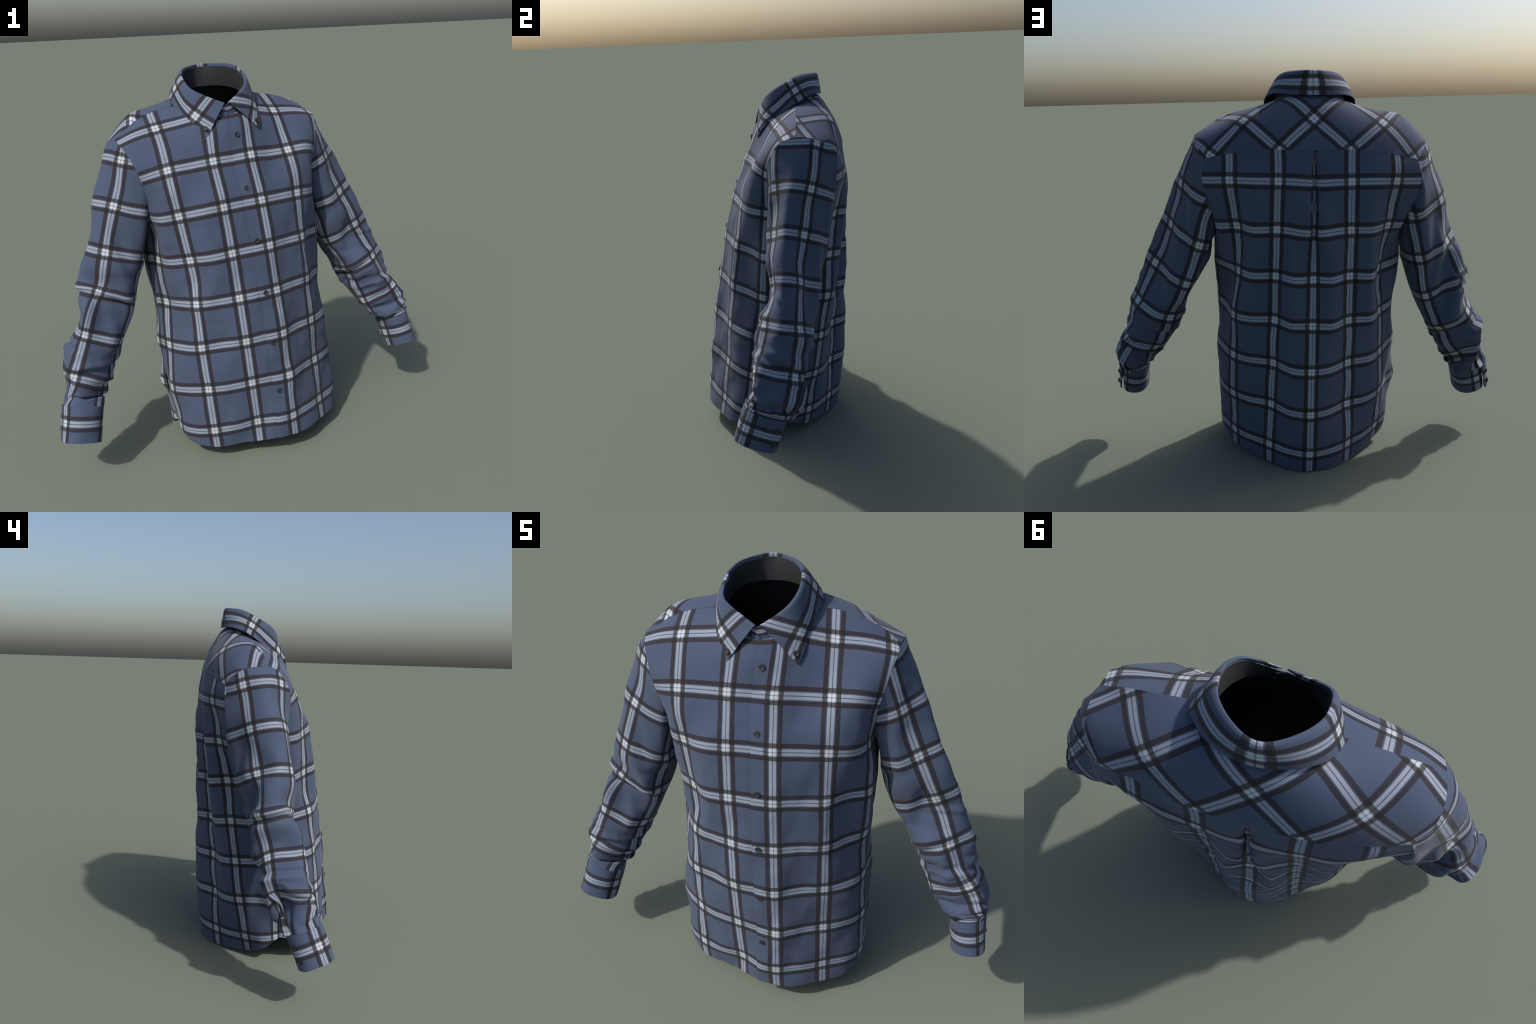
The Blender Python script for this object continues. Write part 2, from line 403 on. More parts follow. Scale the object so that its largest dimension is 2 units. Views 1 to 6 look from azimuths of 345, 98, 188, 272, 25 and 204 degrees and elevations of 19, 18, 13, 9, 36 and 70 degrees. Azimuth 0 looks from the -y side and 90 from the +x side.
# ================================================================ back with box pleat
BACK_COLUMNS = (-3, -2.5, -2, -1.5, -1, -0.5, 0, 0.5, 1, 1.5, 2, 2.5, 3)
BACK = {
    0.7: [None, None, (-.369, .337, 1.466), (-.265, .366, 1.469), (-.158, .372, 1.469), (-.051, .369, 1.467), None, (.051, .370, 1.468), (.157, .353, 1.471), (.262, .333, 1.470), (.366, .306, 1.471), None, None],
    1: [None, (-.467, .298, 1.396), (-.367, .341, 1.401), (-.265, .373, 1.405), (-.159, .378, 1.404), (-.053, .382, 1.400), None, (.056, .378, 1.402), (.158, .362, 1.406), (.265, .351, 1.407), (.368, .322, 1.408), (.466, .274, 1.403), None],
    1.5: [None, None, (-.353, .309, 1.297), (-.265, .370, 1.297), (-.163, .364, 1.297), (-.062, .386, 1.293), None, (.067, .385, 1.294), (.160, .344, 1.299), (.267, .353, 1.299), (.353, .296, 1.304), None, None],
    2: [None, (-.426, .237, 1.191), (-.342, .296, 1.196), (-.265, .364, 1.189), (-.166, .353, 1.188), (-.071, .389, 1.185), None, (.077, .384, 1.186), (.161, .335, 1.190), (.267, .347, 1.191), (.338, .275, 1.199), (.430, .229, 1.194), None],
    2.5: [(-.447, .108, 1.113), (-.401, .198, 1.096), (-.323, .269, 1.093), (-.265, .350, 1.081), (-.167, .344, 1.080), (-.078, .390, 1.076), (-.003, .343, 1.071), (.084, .384, 1.077), (.162, .324, 1.082), (.269, .333, 1.083), (.330, .260, 1.092), (.413, .199, 1.092), (.441, .102, 1.113)],
    3: [(-.449, .087, 1.007), (-.390, .176, .995), (-.318, .247, .986), (-.270, .338, .973), (-.168, .334, .973), (-.084, .388, .968), (-.000, .351, .964), (.090, .381, .969), (.164, .314, .975), (.271, .315, .976), (.335, .249, .986), (.389, .162, .994), (.446, .077, 1.008)],
    3.5: [(-.443, .071, .901), (-.403, .168, .889), (-.319, .233, .878), (-.275, .322, .866), (-.170, .324, .865), (-.087, .384, .860), (.000, .356, .856), (.096, .378, .860), (.166, .302, .867), (.273, .299, .869), (.350, .240, .879), (.376, .137, .891), (.441, .052, .904)],
    4: [(-.431, .058, .795), (-.404, .150, .782), (-.330, .222, .771), (-.279, .301, .760), (-.171, .311, .757), (-.091, .380, .751), (.001, .362, .748), (.101, .372, .752), (.169, .294, .759), (.275, .282, .762), (.362, .230, .771), (.386, .126, .784), (.432, .030, .799)],
    5: [(-.454, .029, .583), (-.403, .112, .570), (-.353, .199, .556), (-.280, .272, .545), (-.176, .295, .541), (-.093, .365, .535), (.004, .379, .531), (.105, .360, .535), (.175, .279, .543), (.279, .251, .547), (.367, .196, .557), (.414, .103, .572), (.440, .001, .586)],
    6: [(-.464, .004, .368), (-.410, .078, .357), (-.360, .170, .342), (-.282, .242, .331), (-.181, .280, .325), (-.096, .347, .319), (.005, .373, .315), (.108, .342, .319), (.183, .264, .327), (.280, .218, .333), (.366, .159, .343), (.419, .072, .358), (.437, -.027, .372)],
    7: [None, (-.423, .055, .143), (-.353, .131, .129), (-.278, .209, .117), (-.190, .270, .109), (-.100, .331, .103), (.005, .352, .100), (.109, .321, .104), (.194, .255, .111), (.281, .192, .119), (.361, .120, .130), (.419, .032, .146), None],
    7.4: [None, None, (-.345, .112, .045), (-.271, .189, .034), (-.189, .260, .024), (-.100, .320, .017), (.005, .337, .015), (.107, .307, .018), (.195, .245, .026), (.278, .177, .035), (.355, .102, .046), None, None],
}
# the pleat: two lips that meet under the yoke and open downwards over a tucked centre
PLEAT = []
for v, lip_u, lip_x, lip_y, mid_y, z in ((0.42, .28, .002, .358, .338, 1.528), (1, .27, .007, .370, .342, 1.398), (1.5, .22, .011, .384, .343, 1.29), (2, .17, .017, .384, .347, 1.180)):
    for sgn in (-1, 1):
        PLEAT.append(((sgn * lip_u, v), (sgn * lip_x, lip_y, z)))
        if v < 2: PLEAT.append(((sgn * lip_u * .5, v), (sgn * (lip_x + .022 * (2 - v) / 1.6), mid_y + .004, z)))
    PLEAT.append(((0, v), (0.0, mid_y, z)))
flat_yoke_B = curve([(-2.52, .58), (-2.25, .52), (-2, .475), (-1.65, .42), (-1.35, .39), (-1, .38), (-.64, .385), (-.28, .395)], NS)
flat_yoke_B2 = -flat_yoke_B[::-1] * [1, -1]
yb = curve(YOKE_BACK, 200)
yb_r = curve(yb[:100][yb[:100, 0] < -.004], NS); yb_l = curve(yb[100:][yb[100:, 0] > .004], NS)
flat_back_arm_R = curve([(-2.52, .58), (-2.62, 1.02), (-2.55, 1.50), (-2.70, 1.95), (-3.22, 2.20)], NS)
flat_back_arm_L = flat_back_arm_R * [-1, 1]
flat_back_side_R = curve([(-3.22, 2.20), (-3.2, 3.0), (-3.18, 4.0), (-3.18, 5.0), (-3.16, 6.0), (-3.14, 7.02)], 2 * NS)
flat_back_side_L = curve([(3.22, 2.20), (3.28, 3.0), (3.30, 4.0), (3.24, 5.0), (3.16, 6.0), (3.12, 7.02)], 2 * NS)
f, x = gather(BACK_COLUMNS, BACK, [(flat_back_arm_R, ARM_BACK_R), (flat_back_arm_L, ARM_BACK_L), (flat_back_side_R, SIDE_R), (flat_back_side_L, SIDE_L)], PLEAT)
f = np.r_[f, flat_yoke_B[1:], flat_yoke_B2[:-1]]; x = np.r_[x, yb_r[1:], yb_l[:-1]]
back = Drape(f, x, smooth=2e-4)
HEM_BACK = [(-3.14, 7.02), (-2.9, 7.12), (-2.4, 7.32), (-1.8, 7.43), (-1.0, 7.46), (-.5, 7.46), (0, 7.46), (.5, 7.46), (1.0, 7.46), (1.8, 7.43), (2.4, 7.32), (2.9, 7.12), (3.12, 7.02)]
nx, ny = 170, 140
top = join_outline([flat_yoke_B, np.array([(-.15, .40), (0, .40), (.15, .40)]), flat_yoke_B2], nx)
bot = join_outline([curve(HEM_BACK, 200)], nx)
lef = join_outline([flat_back_arm_R, flat_back_side_R], ny)[::-1]
rig = join_outline([flat_back_arm_L, flat_back_side_L], ny)[::-1]
gB = coons(bot, top, lef, rig)
xB = back(gB)
NB, flipB = outward(xB)
rp = Ripple(8, 0.8)
xB = xB + NB * ((rp(gB) * 0.0020 + fine(gB) * 0.0006) * window(gB[..., 1], 0.9, 9, .8))[..., None]
cloth("back_panel", gB, xB, thick=0.004, flip=flipB, normal=NB)

# ================================================================ yoke, cut on the bias
Q = 0.306 / 2
YOKE = [((0, 0), (-.001, .302, 1.668)), ((2 * Q, 0), (.304, .268, 1.660)), ((-2 * Q, 0), (-.307, .287, 1.651)),
        ((3 * Q, -Q), (.400, .089, 1.674)), ((-3 * Q, -Q), (-.413, .107, 1.661)), ((3 * Q, Q * .98), (.452, .279, 1.514)), ((-3 * Q, Q * .98), (-.452, .294, 1.497))]
flat_nb = curve([(-.202, -.238), (-.163, -.176), (-.121, -.144), (-.061, -.128), (0, -.124), (.063, -.127), (.121, -.141), (.178, -.172), (.220, -.228)], 2 * NS)
flat_shR = curve([(-.202, -.238), (-.257, -.213), (-.309, -.195), (-.372, -.177), (-.464, -.155), (-.581, -.135)], NS)
flat_shL = curve([(.220, -.228), (.263, -.210), (.319, -.190), (.384, -.170), (.464, -.150), (.585, -.123)], NS)
flat_yaR = curve([(-.581, -.135), (-.574, -.079), (-.562, -.027), (-.524, .085), (-.480, .154)], NS)
flat_yaL = curve([(.585, -.123), (.573, -.059), (.559, .002), (.526, .107), (.488, .165)], NS)
flat_yb = curve([(-.480, .154), (-.421, .151), (-.353, .149), (-.287, .148), (-.225, .148), (-.156, .147), (-.08, .149), (0, .151), (.08, .150), (.154, .147), (.235, .143), (.296, .146), (.358, .149), (.416, .153), (.488, .165)], 3 * NS)
f, x = gather((), {}, [(flat_nb, NECK_BACK), (flat_shR, SHOULDER_R), (flat_shL, SHOULDER_L), (flat_yaR, ARM_YOKE_R), (flat_yaL, ARM_YOKE_L), (flat_yb, YOKE_BACK)], YOKE)
yoke = Drape(f * 5, x, smooth=2e-4)
nx, ny = 150, 60
bot = join_outline([flat_yb], nx)
top = join_outline([flat_shR[::-1], flat_nb, flat_shL], nx)
gY = coons(bot, top, join_outline([flat_yaR], ny)[::-1], join_outline([flat_yaL], ny)[::-1])
xY = yoke(gY * 5)
NY = normals(xY); flipY = NY[..., 2].mean() < 0
if flipY: NY = -NY
c = 1 / math.sqrt(2) / PITCH
flatY = np.stack([(gY[..., 0] + gY[..., 1]) * c, (gY[..., 0] - gY[..., 1]) * c], -1)
cloth("yoke", flatY, xY, thick=0.004, lift=0.001, flip=flipY, normal=NY)

# ================================================================ sleeves
# Each sleeve is lofted through rings that run from the armhole (0) to the cuff (1).
# Ten points per ring, starting and ending at the underarm seam; CAP gives the plaid row
# number on which each of them leaves the armhole.
CAP_R = [2.20, 2.25, 1.97, 1.27, 0.75, 0.61, 0.67, 0.86, 1.68, 2.03]
RINGS_R = {
    0: [(-.416, .134, 1.192), (-.417, .056, 1.180), (-.432, -.020, 1.255), (-.463, -.038, 1.430), (-.501, .027, 1.558), (-.515, .122, 1.583), (-.518, .213, 1.561), (-.480, .281, 1.494), (-.465, .278, 1.300), (-.438, .216, 1.218)],
    0.06: [(-.434, .130, 1.137), (-.442, .044, 1.130), (-.451, -.027, 1.198), (-.481, -.028, 1.360), (-.528, .023, 1.486), (-.562, .111, 1.521), (-.551, .203, 1.491), (-.511, .274, 1.425), (-.487, .279, 1.237), (-.439, .220, 1.159)],
    0.13: [(-.446, .124, 1.072), (-.463, .033, 1.069), (-.475, -.032, 1.131), (-.511, -.025, 1.282), (-.553, .023, 1.400), (-.603, .100, 1.438), (-.581, .187, 1.406), (-.536, .252, 1.341), (-.511, .265, 1.166), (-.462, .211, 1.092)],
    0.21: [(-.466, .112, .998), (-.472, .023, .994), (-.506, -.031, 1.057), (-.546, -.027, 1.196), (-.593, .015, 1.308), (-.642, .087, 1.341), (-.621, .174, 1.310), (-.566, .228, 1.247), (-.539, .245, 1.085), (-.488, .200, 1.016)],
    0.29: [(-.485, .104, .924), (-.506, .021, .927), (-.543, -.041, .987), (-.581, -.025, 1.111), (-.634, -.001, 1.214), (-.674, .072, 1.242), (-.650, .156, 1.211), (-.596, .206, 1.154), (-.567, .224, 1.006), (-.513, .189, .940)],
    0.37: [(-.511, .093, .850), (-.534, .009, .860), (-.571, -.051, .915), (-.614, -.052, 1.029), (-.669, -.010, 1.118), (-.709, .061, 1.146), (-.668, .135, 1.112), (-.638, .201, 1.062), (-.592, .189, .930), (-.536, .176, .863)],
    0.45: [(-.546, .079, .781), (-.558, -.004, .787), (-.603, -.041, .842), (-.639, -.038, .946), (-.697, -.007, 1.020), (-.747, .060, 1.050), (-.726, .135, 1.033), (-.658, .154, .976), (-.624, .175, .855), (-.566, .157, .790)],
    0.53: [(-.579, .065, .712), (-.598, -.012, .722), (-.642, -.033, .775), (-.685, -.029, .869), (-.721, .004, .937), (-.776, .060, .963), (-.766, .137, .938), (-.704, .170, .890), (-.662, .150, .787), (-.603, .133, .722)],
    0.61: [(-.615, .051, .642), (-.641, -.020, .658), (-.678, -.065, .710), (-.728, -.040, .792), (-.780, -.036, .867), (-.797, .036, .867), (-.782, .113, .839), (-.740, .175, .800), (-.695, .161, .708), (-.644, .119, .653)],
    0.69: [(-.651, .037, .574), (-.678, -.035, .593), (-.719, -.084, .642), (-.767, -.075, .719), (-.824, -.056, .782), (-.819, .015, .781), (-.799, .091, .760), (-.767, .144, .710), (-.740, .138, .637), (-.689, .099, .590)],
    0.77: [(-.694, .022, .508), (-.717, -.049, .527), (-.763, -.084, .575), (-.811, -.091, .644), (-.867, -.057, .695), (-.882, .014, .701), (-.864, .089, .683), (-.824, .140, .641), (-.785, .108, .577), (-.736, .079, .527)],
    0.85: [(-.737, .005, .444), (-.763, -.055, .464), (-.808, -.097, .510), (-.852, -.095, .565), (-.910, -.066, .609), (-.917, .006, .619), (-.894, .078, .607), (-.871, .130, .568), (-.833, .092, .515), (-.789, .048, .475)],
    0.92: [(-.776, -.005, .389), (-.806, -.060, .411), (-.852, -.104, .454), (-.899, -.126, .505), (-.941, -.070, .528), (-.930, .004, .528), (-.871, .049, .528), (-.891, .083, .503), (-.868, .099, .447), (-.831, .039, .419)],
    1: [(-.799, -.006, .361), (-.829, -.068, .388), (-.876, -.111, .426), (-.925, -.141, .465), (-.949, -.069, .470), (-.927, -.007, .469), (-.859, .023, .475), (-.887, .050, .457), (-.897, .093, .417), (-.847, .050, .383)],
}
CAP_L = [2.45, 2.48, 2.28, 1.71, 1.14, 0.90, 0.95, 1.10, 1.93, 2.34]
RINGS_L = {
    0: [(.394, .115, 1.188), (.422, .061, 1.195), (.423, -.012, 1.264), (.443, -.058, 1.407), (.484, -.026, 1.551), (.504, .070, 1.602), (.518, .163, 1.585), (.496, .245, 1.523), (.476, .252, 1.322), (.443, .187, 1.223)],
    0.06: [(.428, .118, 1.138), (.464, .049, 1.160), (.443, -.032, 1.210), (.473, -.059, 1.345), (.511, -.034, 1.481), (.538, .059, 1.533), (.546, .148, 1.514), (.511, .221, 1.450), (.502, .240, 1.264), (.451, .199, 1.165)],
    0.13: [(.474, .123, 1.088), (.459, .033, 1.094), (.467, -.044, 1.144), (.502, -.069, 1.273), (.540, -.035, 1.399), (.582, .043, 1.455), (.586, .133, 1.430), (.544, .204, 1.369), (.527, .226, 1.192), (.468, .204, 1.095)],
    0.21: [(.469, .107, 1.014), (.468, .016, 1.018), (.503, -.051, 1.071), (.531, -.080, 1.186), (.570, -.030, 1.302), (.628, .023, 1.361), (.608, .104, 1.332), (.565, .172, 1.274), (.554, .202, 1.111), (.497, .189, 1.019)],
    0.29: [(.514, .088, .950), (.498, .000, .945), (.522, -.068, .993), (.566, -.087, 1.101), (.610, -.043, 1.208), (.667, .004, 1.266), (.639, .082, 1.235), (.604, .154, 1.182), (.585, .176, 1.033), (.530, .166, .947)],
    0.37: [(.553, .069, .881), (.535, -.016, .877), (.551, -.067, .917), (.603, -.088, 1.016), (.652, -.059, 1.117), (.711, -.011, 1.171), (.673, .062, 1.138), (.637, .128, 1.087), (.619, .162, .952), (.564, .146, .875)],
    0.45: [(.581, .050, .808), (.577, -.033, .811), (.589, -.091, .851), (.639, -.065, .937), (.694, -.074, 1.026), (.753, -.021, 1.075), (.714, .042, 1.043), (.669, .101, .992), (.652, .142, .872), (.600, .126, .803)],
    0.53: [(.600, .030, .732), (.616, -.050, .742), (.630, -.108, .782), (.676, -.105, .865), (.734, -.065, .935), (.790, -.034, .977), (.766, .037, .951), (.710, .082, .900), (.693, .130, .794), (.637, .101, .733)],
    0.61: [(.628, .010, .658), (.639, -.070, .672), (.668, -.131, .713), (.712, -.146, .791), (.771, -.101, .849), (.822, -.046, .877), (.808, .021, .855), (.765, .082, .813), (.735, .110, .717), (.674, .074, .665)],
    0.69: [(.668, -.016, .593), (.673, -.088, .606), (.716, -.142, .648), (.753, -.172, .713), (.801, -.118, .760), (.863, -.068, .783), (.855, .010, .762), (.816, .073, .723), (.773, .078, .642), (.713, .042, .598)],
    0.77: [(.709, -.040, .529), (.702, -.116, .539), (.746, -.158, .577), (.795, -.187, .634), (.844, -.155, .679), (.883, -.084, .681), (.888, -.009, .664), (.863, .054, .632), (.810, .047, .569), (.752, .012, .532)],
    0.85: [(.757, -.064, .469), (.738, -.139, .471), (.785, -.171, .508), (.835, -.187, .552), (.897, -.174, .598), (.907, -.112, .589), (.918, -.037, .569), (.901, .026, .540), (.845, .021, .493), (.792, -.023, .470)],
    0.92: [(.797, -.085, .415), (.778, -.159, .418), (.808, -.209, .450), (.864, -.212, .493), (.929, -.198, .521), (.952, -.139, .511), (.958, -.065, .490), (.933, .000, .458), (.870, .007, .421), (.823, -.050, .416)],
    1: [(.845, -.110, .355), (.816, -.174, .351), (.858, -.221, .386), (.897, -.210, .408), (.945, -.213, .421), (.948, -.170, .407), (.911, -.102, .407), (.934, -.051, .374), (.898, -.028, .344), (.857, -.061, .346)],
}
# sharp folds: (row, slope per column, from column, to column, height, width above, width below);
# negative heights are creases
FOLDS_R = [(3.97, -.03, -1.0, 1.5, .011, .11, .05), (4.11, -.03, -1.0, 1.5, -.015, .05, .13),
           (3.45, .25, -1.4, -.2, -.006, .14, .14),
           (5.70, .38, -1.4, .1, -.012, .07, .11), (5.56, .38, -1.4, .1, .008, .10, .06), (5.36, -.05, .2, 1.6, -.011, .06, .10), (5.52, -.10, .6, 1.8, .009, .07, .07),
           (5.95, -.15, -.1, .7, .009, .08, .05), (6.07, -.15, -.2, .7, -.010, .05, .08), (6.33, .25, -1.3, .3, .008, .09, .05), (6.44, .25, -1.2, .2, -.009, .05, .08),
           (5.85, .1, -1.9, -.7, .010, .07, .05), (5.98, .1, -1.9, -.7, -.010, .05, .07), (6.22, .0, -1.9, -.8, .009, .07, .05), (6.50, .1, -1.9, -.6, .008, .07, .05),
           (5.25, .2, 1.4, 2.6, -.008, .10, .10), (5.9, .15, 1.4, 2.7, .008, .10, .06), (6.05, .15, 1.4, 2.7, -.008, .05, .10), (4.85, .2, 1.4, 2.4, .006, .10, .10)]
FOLDS_L = [(4.93, -.10, -1.5, -.2, .010, .12, .05), (5.07, -.10, -1.5, -.2, -.012, .05, .12), (4.55, .3, -1.0, .3, -.006, .12, .12),
           (5.48, .18, -1.2, .4, -.009, .07, .12), (5.66, .15, -1.2, .5, .007, .08, .08), (4.36, .4, -.2, .6, .009, .10, .06),
           (5.72, .25, .2, 1.4, .010, .09, .04), (5.84, .25, .1, 1.4, -.015, .04, .10), (6.18, .1, .3, 1.5, .010, .12, .10),
           (6.46, .22, -.8, .5, -.011, .06, .09), (6.30, .2, -.9, .4, .007, .09, .06), (6.62, -.1, -.1, .8, .010, .07, .05), (6.74, -.1, -.1, .8, -.010, .04, .06),
           (6.92, .03, -1.6, .2, .013, .13, .05), (6.93, .1, .5, 1.4, .009, .08, .05), (5.35, .1, 1.5, 2.6, .008, .10, .06), (5.5, .1, 1.5, 2.6, -.008, .05, .10),
           (6.15, .15, 1.5, 2.6, .010, .08, .05), (6.28, .15, 1.5, 2.6, -.010, .05, .08), (6.6, .1, 1.6, 2.7, .010, .08, .05), (6.72, .1, 1.6, 2.7, -.009, .05, .07),
           (3.3, -.25, -1.3, 0, -.006, .15, .15)]


class Sleeve:
    def __init__(self, rings, cap, girth, t_end, armhole):
        self.tau = np.array(list(rings)); self.P = np.array([rings[k] for k in rings], float)
        self.capv = np.array(cap, float); self.girth = girth; self.t_end = t_end
        # spread the armhole seam over the unit of girth
        w = np.linspace(0, 1, 401)[:-1]; r0 = self.around(self.P[0], w)
        self.aw = np.unwrap([w[np.argmin(((r0 - p) ** 2).sum(1))] * 2 * np.pi for p in armhole]) / 2 / np.pi
        self.arm = np.asarray(armhole)

    def around(self, ring, w):
        n = len(ring); k = np.arange(-4, n + 5)
        return spline(k / n, np.asarray(ring)[k % n], w)

    def cap(self, w):
        n = len(self.capv); k = np.arange(-4, n + 5)
        return spline(k / n, self.capv[k % n], w)

    def seam(self, w):
        o = np.argsort(self.aw % 1); a = self.aw[o] % 1; p = self.arm[o]
        a = np.r_[a[-3:] - 1, a, a[:3] + 1]; p = np.r_[p[-3:], p, p[:3]]
        return np.stack([np.interp(w, a, p[:, i]) for i in range(3)], 1)

    def surface(self, W, tau):
        rows = np.stack([self.around(r, W) for r in self.P], 0)           # ring, w, 3
        x = spline(self.tau, rows.reshape(len(self.tau), -1), tau).reshape(len(tau), len(W), 3).transpose(1, 0, 2)
        b = np.clip(1 - tau / .12, 0, 1) ** 2
        return x + (self.seam(W) - x[:, 0])[:, None] * b[None, :, None]


# cuffs: centre of the upper rim, axis with length, half widths (sideways, front to back), where the
# front plaid column enters, and the overlapping buttoned edge
CUFF_R = dict(top=(-.876, -.057, .398), axis=(-.048, -.056, -.150), rx=.091, ry=.088, front=(-.956, -.083, .430), edge=(-.948, .030, .370))
CUFF_L = dict(top=(.874, -.135, .423), axis=(.018, -.055, -.148), rx=.073, ry=.104, front=(.934, -.220, .440), edge=(.957, -.036, .385))


def make_sleeve(side, rings, cap_rows, girth, af, ay, ab, folds, cuff, t_end, placket, shift, row0, seed):
    # armhole, from the underarm up the front, over the shoulder and down the back
    loop = np.concatenate([curve(af, 40)[::-1], curve(ay, 24)[1:], curve(ab, 28)[1:-1]])
    sl = Sleeve(rings, cap_rows, girth, t_end, loop)
    nw, nt = 160, 190
    W = np.linspace(0, 1, nw); tau = np.linspace(0, 1, nt)
    cap = sl.cap(W)
    T = cap[:, None] + tau[None] * (t_end - cap[:, None])
    a = .5 + (W[:, None] - .5) * (girth[0] - girth[1] * T)
    at = np.stack([a, T], -1)
    x = sl.surface(W, tau)
    x[-1] = x[0] = (x[0] + x[-1]) / 2
    # gather into the cuff
    ax = np.array(cuff["axis"]); L = np.linalg.norm(ax); ax = ax / L
    o = np.array(cuff["top"]); rx, ry = cuff["rx"], cuff["ry"]; r = (rx + ry) / 2
    ey = np.array([0, -1.0, 0]); ey -= (ey @ ax) * ax; ey /= np.linalg.norm(ey)
    ex = np.array([-side, 0, 0.0]); ex = ex - (ex @ ax) * ax - (ex @ ey) * ey; ex /= np.linalg.norm(ex)
    def ring(ang, h, grow):
        c, s_ = np.cos(ang), np.sin(ang)
        k = (np.abs(c) ** 2.4 + np.abs(s_) ** 2.4) ** (-1 / 2.4)          # slightly squared oval
        g = np.asarray(grow)
        return o + (c * k * (rx + g))[..., None] * ex + (s_ * k * (ry + g))[..., None] * ey + ax * np.asarray(h)[..., None]
    def angle_of(p):
        v = np.asarray(p) - o; return math.atan2(v @ ey / ry, v @ ex / rx)
    thM, thE = angle_of(cuff["front"]), angle_of(cuff["edge"])             # angles fall from the front to the back edge
    thE = thM - ((thM - thE) % (2 * np.pi))
    ang = thM - ((W - .5) * (girth[0] - girth[1] * t_end) + .5) * 2 * np.pi / (girth[0] - girth[1] * t_end)
    end = ring(ang, np.zeros(nw), np.full(nw, .001))
    b = np.clip((T - (t_end - .55)) / .55, 0, 1); b = b * b * (3 - 2 * b)
    x = x * (1 - b[..., None]) + (end[:, None] - ax * ((t_end - T) * PITCH * .8)[..., None]) * b[..., None]
    N = normals(x); mid = x.mean(0, keepdims=True)
    flip = (N * (x - mid)).sum(-1).mean() < 0
    if flip: N = -N
    N[0] = N[-1] = (N[0] + N[-1]) / np.linalg.norm(N[0] + N[-1], axis=-1, keepdims=True)
    # folds and wrinkles
    d = np.zeros(T.shape)
    for row, slope, a0, a1, h, up, dn in folds:
        q = T - row - slope * (a - (a0 + a1) / 2)
        d += h * np.where(q < 0, bump(q, up), bump(q, dn)) * window(a, a0, a1, .45)
    rp = Ripple(seed, 0.9, stretch=(.45, 1.2)); rf = Ripple(seed + 1, 1.9, stretch=(.5, 1.2))
    seam = window(W[:, None], .04, .96, .06)
    crumple = .55 - np.abs(rf(at))                       # ridged: soft swells between sharp creases
    d += (rp(at) * (.0014 + .0022 * window(T, 4.2, 9, 1.5)) + crumple * (.0004 + .0028 * window(T, 5.0, 9, 1.2))) * seam
    d += .004 * bump(T - (t_end - .2), .2) * (1 + .6 * rp(at * [2.0, .4]))
    # pleats where the sleeve is gathered into the cuff
    for ap in (.16, .62):
        d -= .010 * bump(a - ap, .055) * window(T, t_end - .38, 99, .3)
    d *= window(T - cap[:, None], .12, 99, .25) * np.clip((t_end - T) / .08, 0, 1)
    x = x + N * d[..., None]
    N = normals(x, flip)
    N[0] = N[-1] = (N[0] + N[-1]) / np.linalg.norm(N[0] + N[-1], axis=-1, keepdims=True)
    ob = cloth("sleeve", at, x, thick=0.004, flip=flip, normal=N)
    # cuff: a band that overlaps itself at the back
    nc, nh = 110, 26
    start = thE
    A_ = start + np.linspace(0, 2 * np.pi + .12, nc)
    H = np.linspace(0, L, nh)
    rad = .004 + .007 * np.linspace(1, 0, nc) ** 8 - .012 * np.linspace(0, 1, nc) ** 5
    AA = np.repeat(A_[:, None], nh, 1); HH = np.repeat(H[None], nc, 0)
    # rounded lower corners at the two ends
    for k in range(nc):
        e = min(k, nc - 1 - k) / 6.0
        if e < 1: HH[k] *= 1 - .10 * (1 - math.sqrt(1 - (1 - e) ** 2))
    RR = np.repeat(rad[:, None], nh, 1) - .003 * HH / L + .002 * np.sin(AA * 3 + HH * 20 + seed)
    xc = ring(AA, HH, RR)
    fc = np.stack([(thM - AA) * r * 1.04 / PITCH, HH / PITCH - .37], -1)
    Nc = normals(xc); fl = (Nc * (xc - o - ax * HH[..., None])).sum(-1).mean() < 0
    if fl: Nc = -Nc
    cuff_ob = cloth("cuff", fc, xc, thick=.006, flip=fl, normal=Nc)
    # placket strip along the sleeve slit, lifted off the sleeve towards its back edge
    pa0, pa1, pt0, pt1 = placket
    ns_, nt_ = 12, 60
    PA, PT = np.meshgrid(np.linspace(-.11, .11, ns_), np.linspace(pt0, pt1, nt_), indexing="ij")
    strip_u = PA.copy(); PA = PA + pa0 + (pa1 - pa0) * (PT - pt0) / (pt1 - pt0)        # the strip runs aslant
    PW = .5 + (PA - .5) / (girth[0] - girth[1] * PT)
    iw = PW * (nw - 1); i0 = np.clip(iw.astype(int), 0, nw - 2); fw = (iw - i0)[..., None]
    capw = np.interp(PW, W, cap); jt = np.clip((PT - capw) / (t_end - capw), 0, 1) * (nt - 1); j0 = np.clip(jt.astype(int), 0, nt - 2); ft = (jt - j0)[..., None]
    def pick(A):
        return (1 - fw) * ((1 - ft) * A[i0, j0] + ft * A[i0, j0 + 1]) + fw * ((1 - ft) * A[i0 + 1, j0] + ft * A[i0 + 1, j0 + 1])
    PX_, PN = pick(x), pick(N); PN /= np.linalg.norm(PN, axis=-1, keepdims=True)
    for k in range(3):                                   # the strip is stiffer than the sleeve: iron it
        PX_[:, 1:-1] = (PX_[:, :-2] + 2 * PX_[:, 1:-1] + PX_[:, 2:]) / 4
    back = np.linspace(0, 1, ns_)[:, None] * np.clip((PT - pt0) / (pt1 - pt0), 0, 1)
    PX_ = PX_ + PN * (.002 + .005 * np.clip((PT - pt0) / .2, 0, 1) + .014 * back ** 1.5)[..., None]
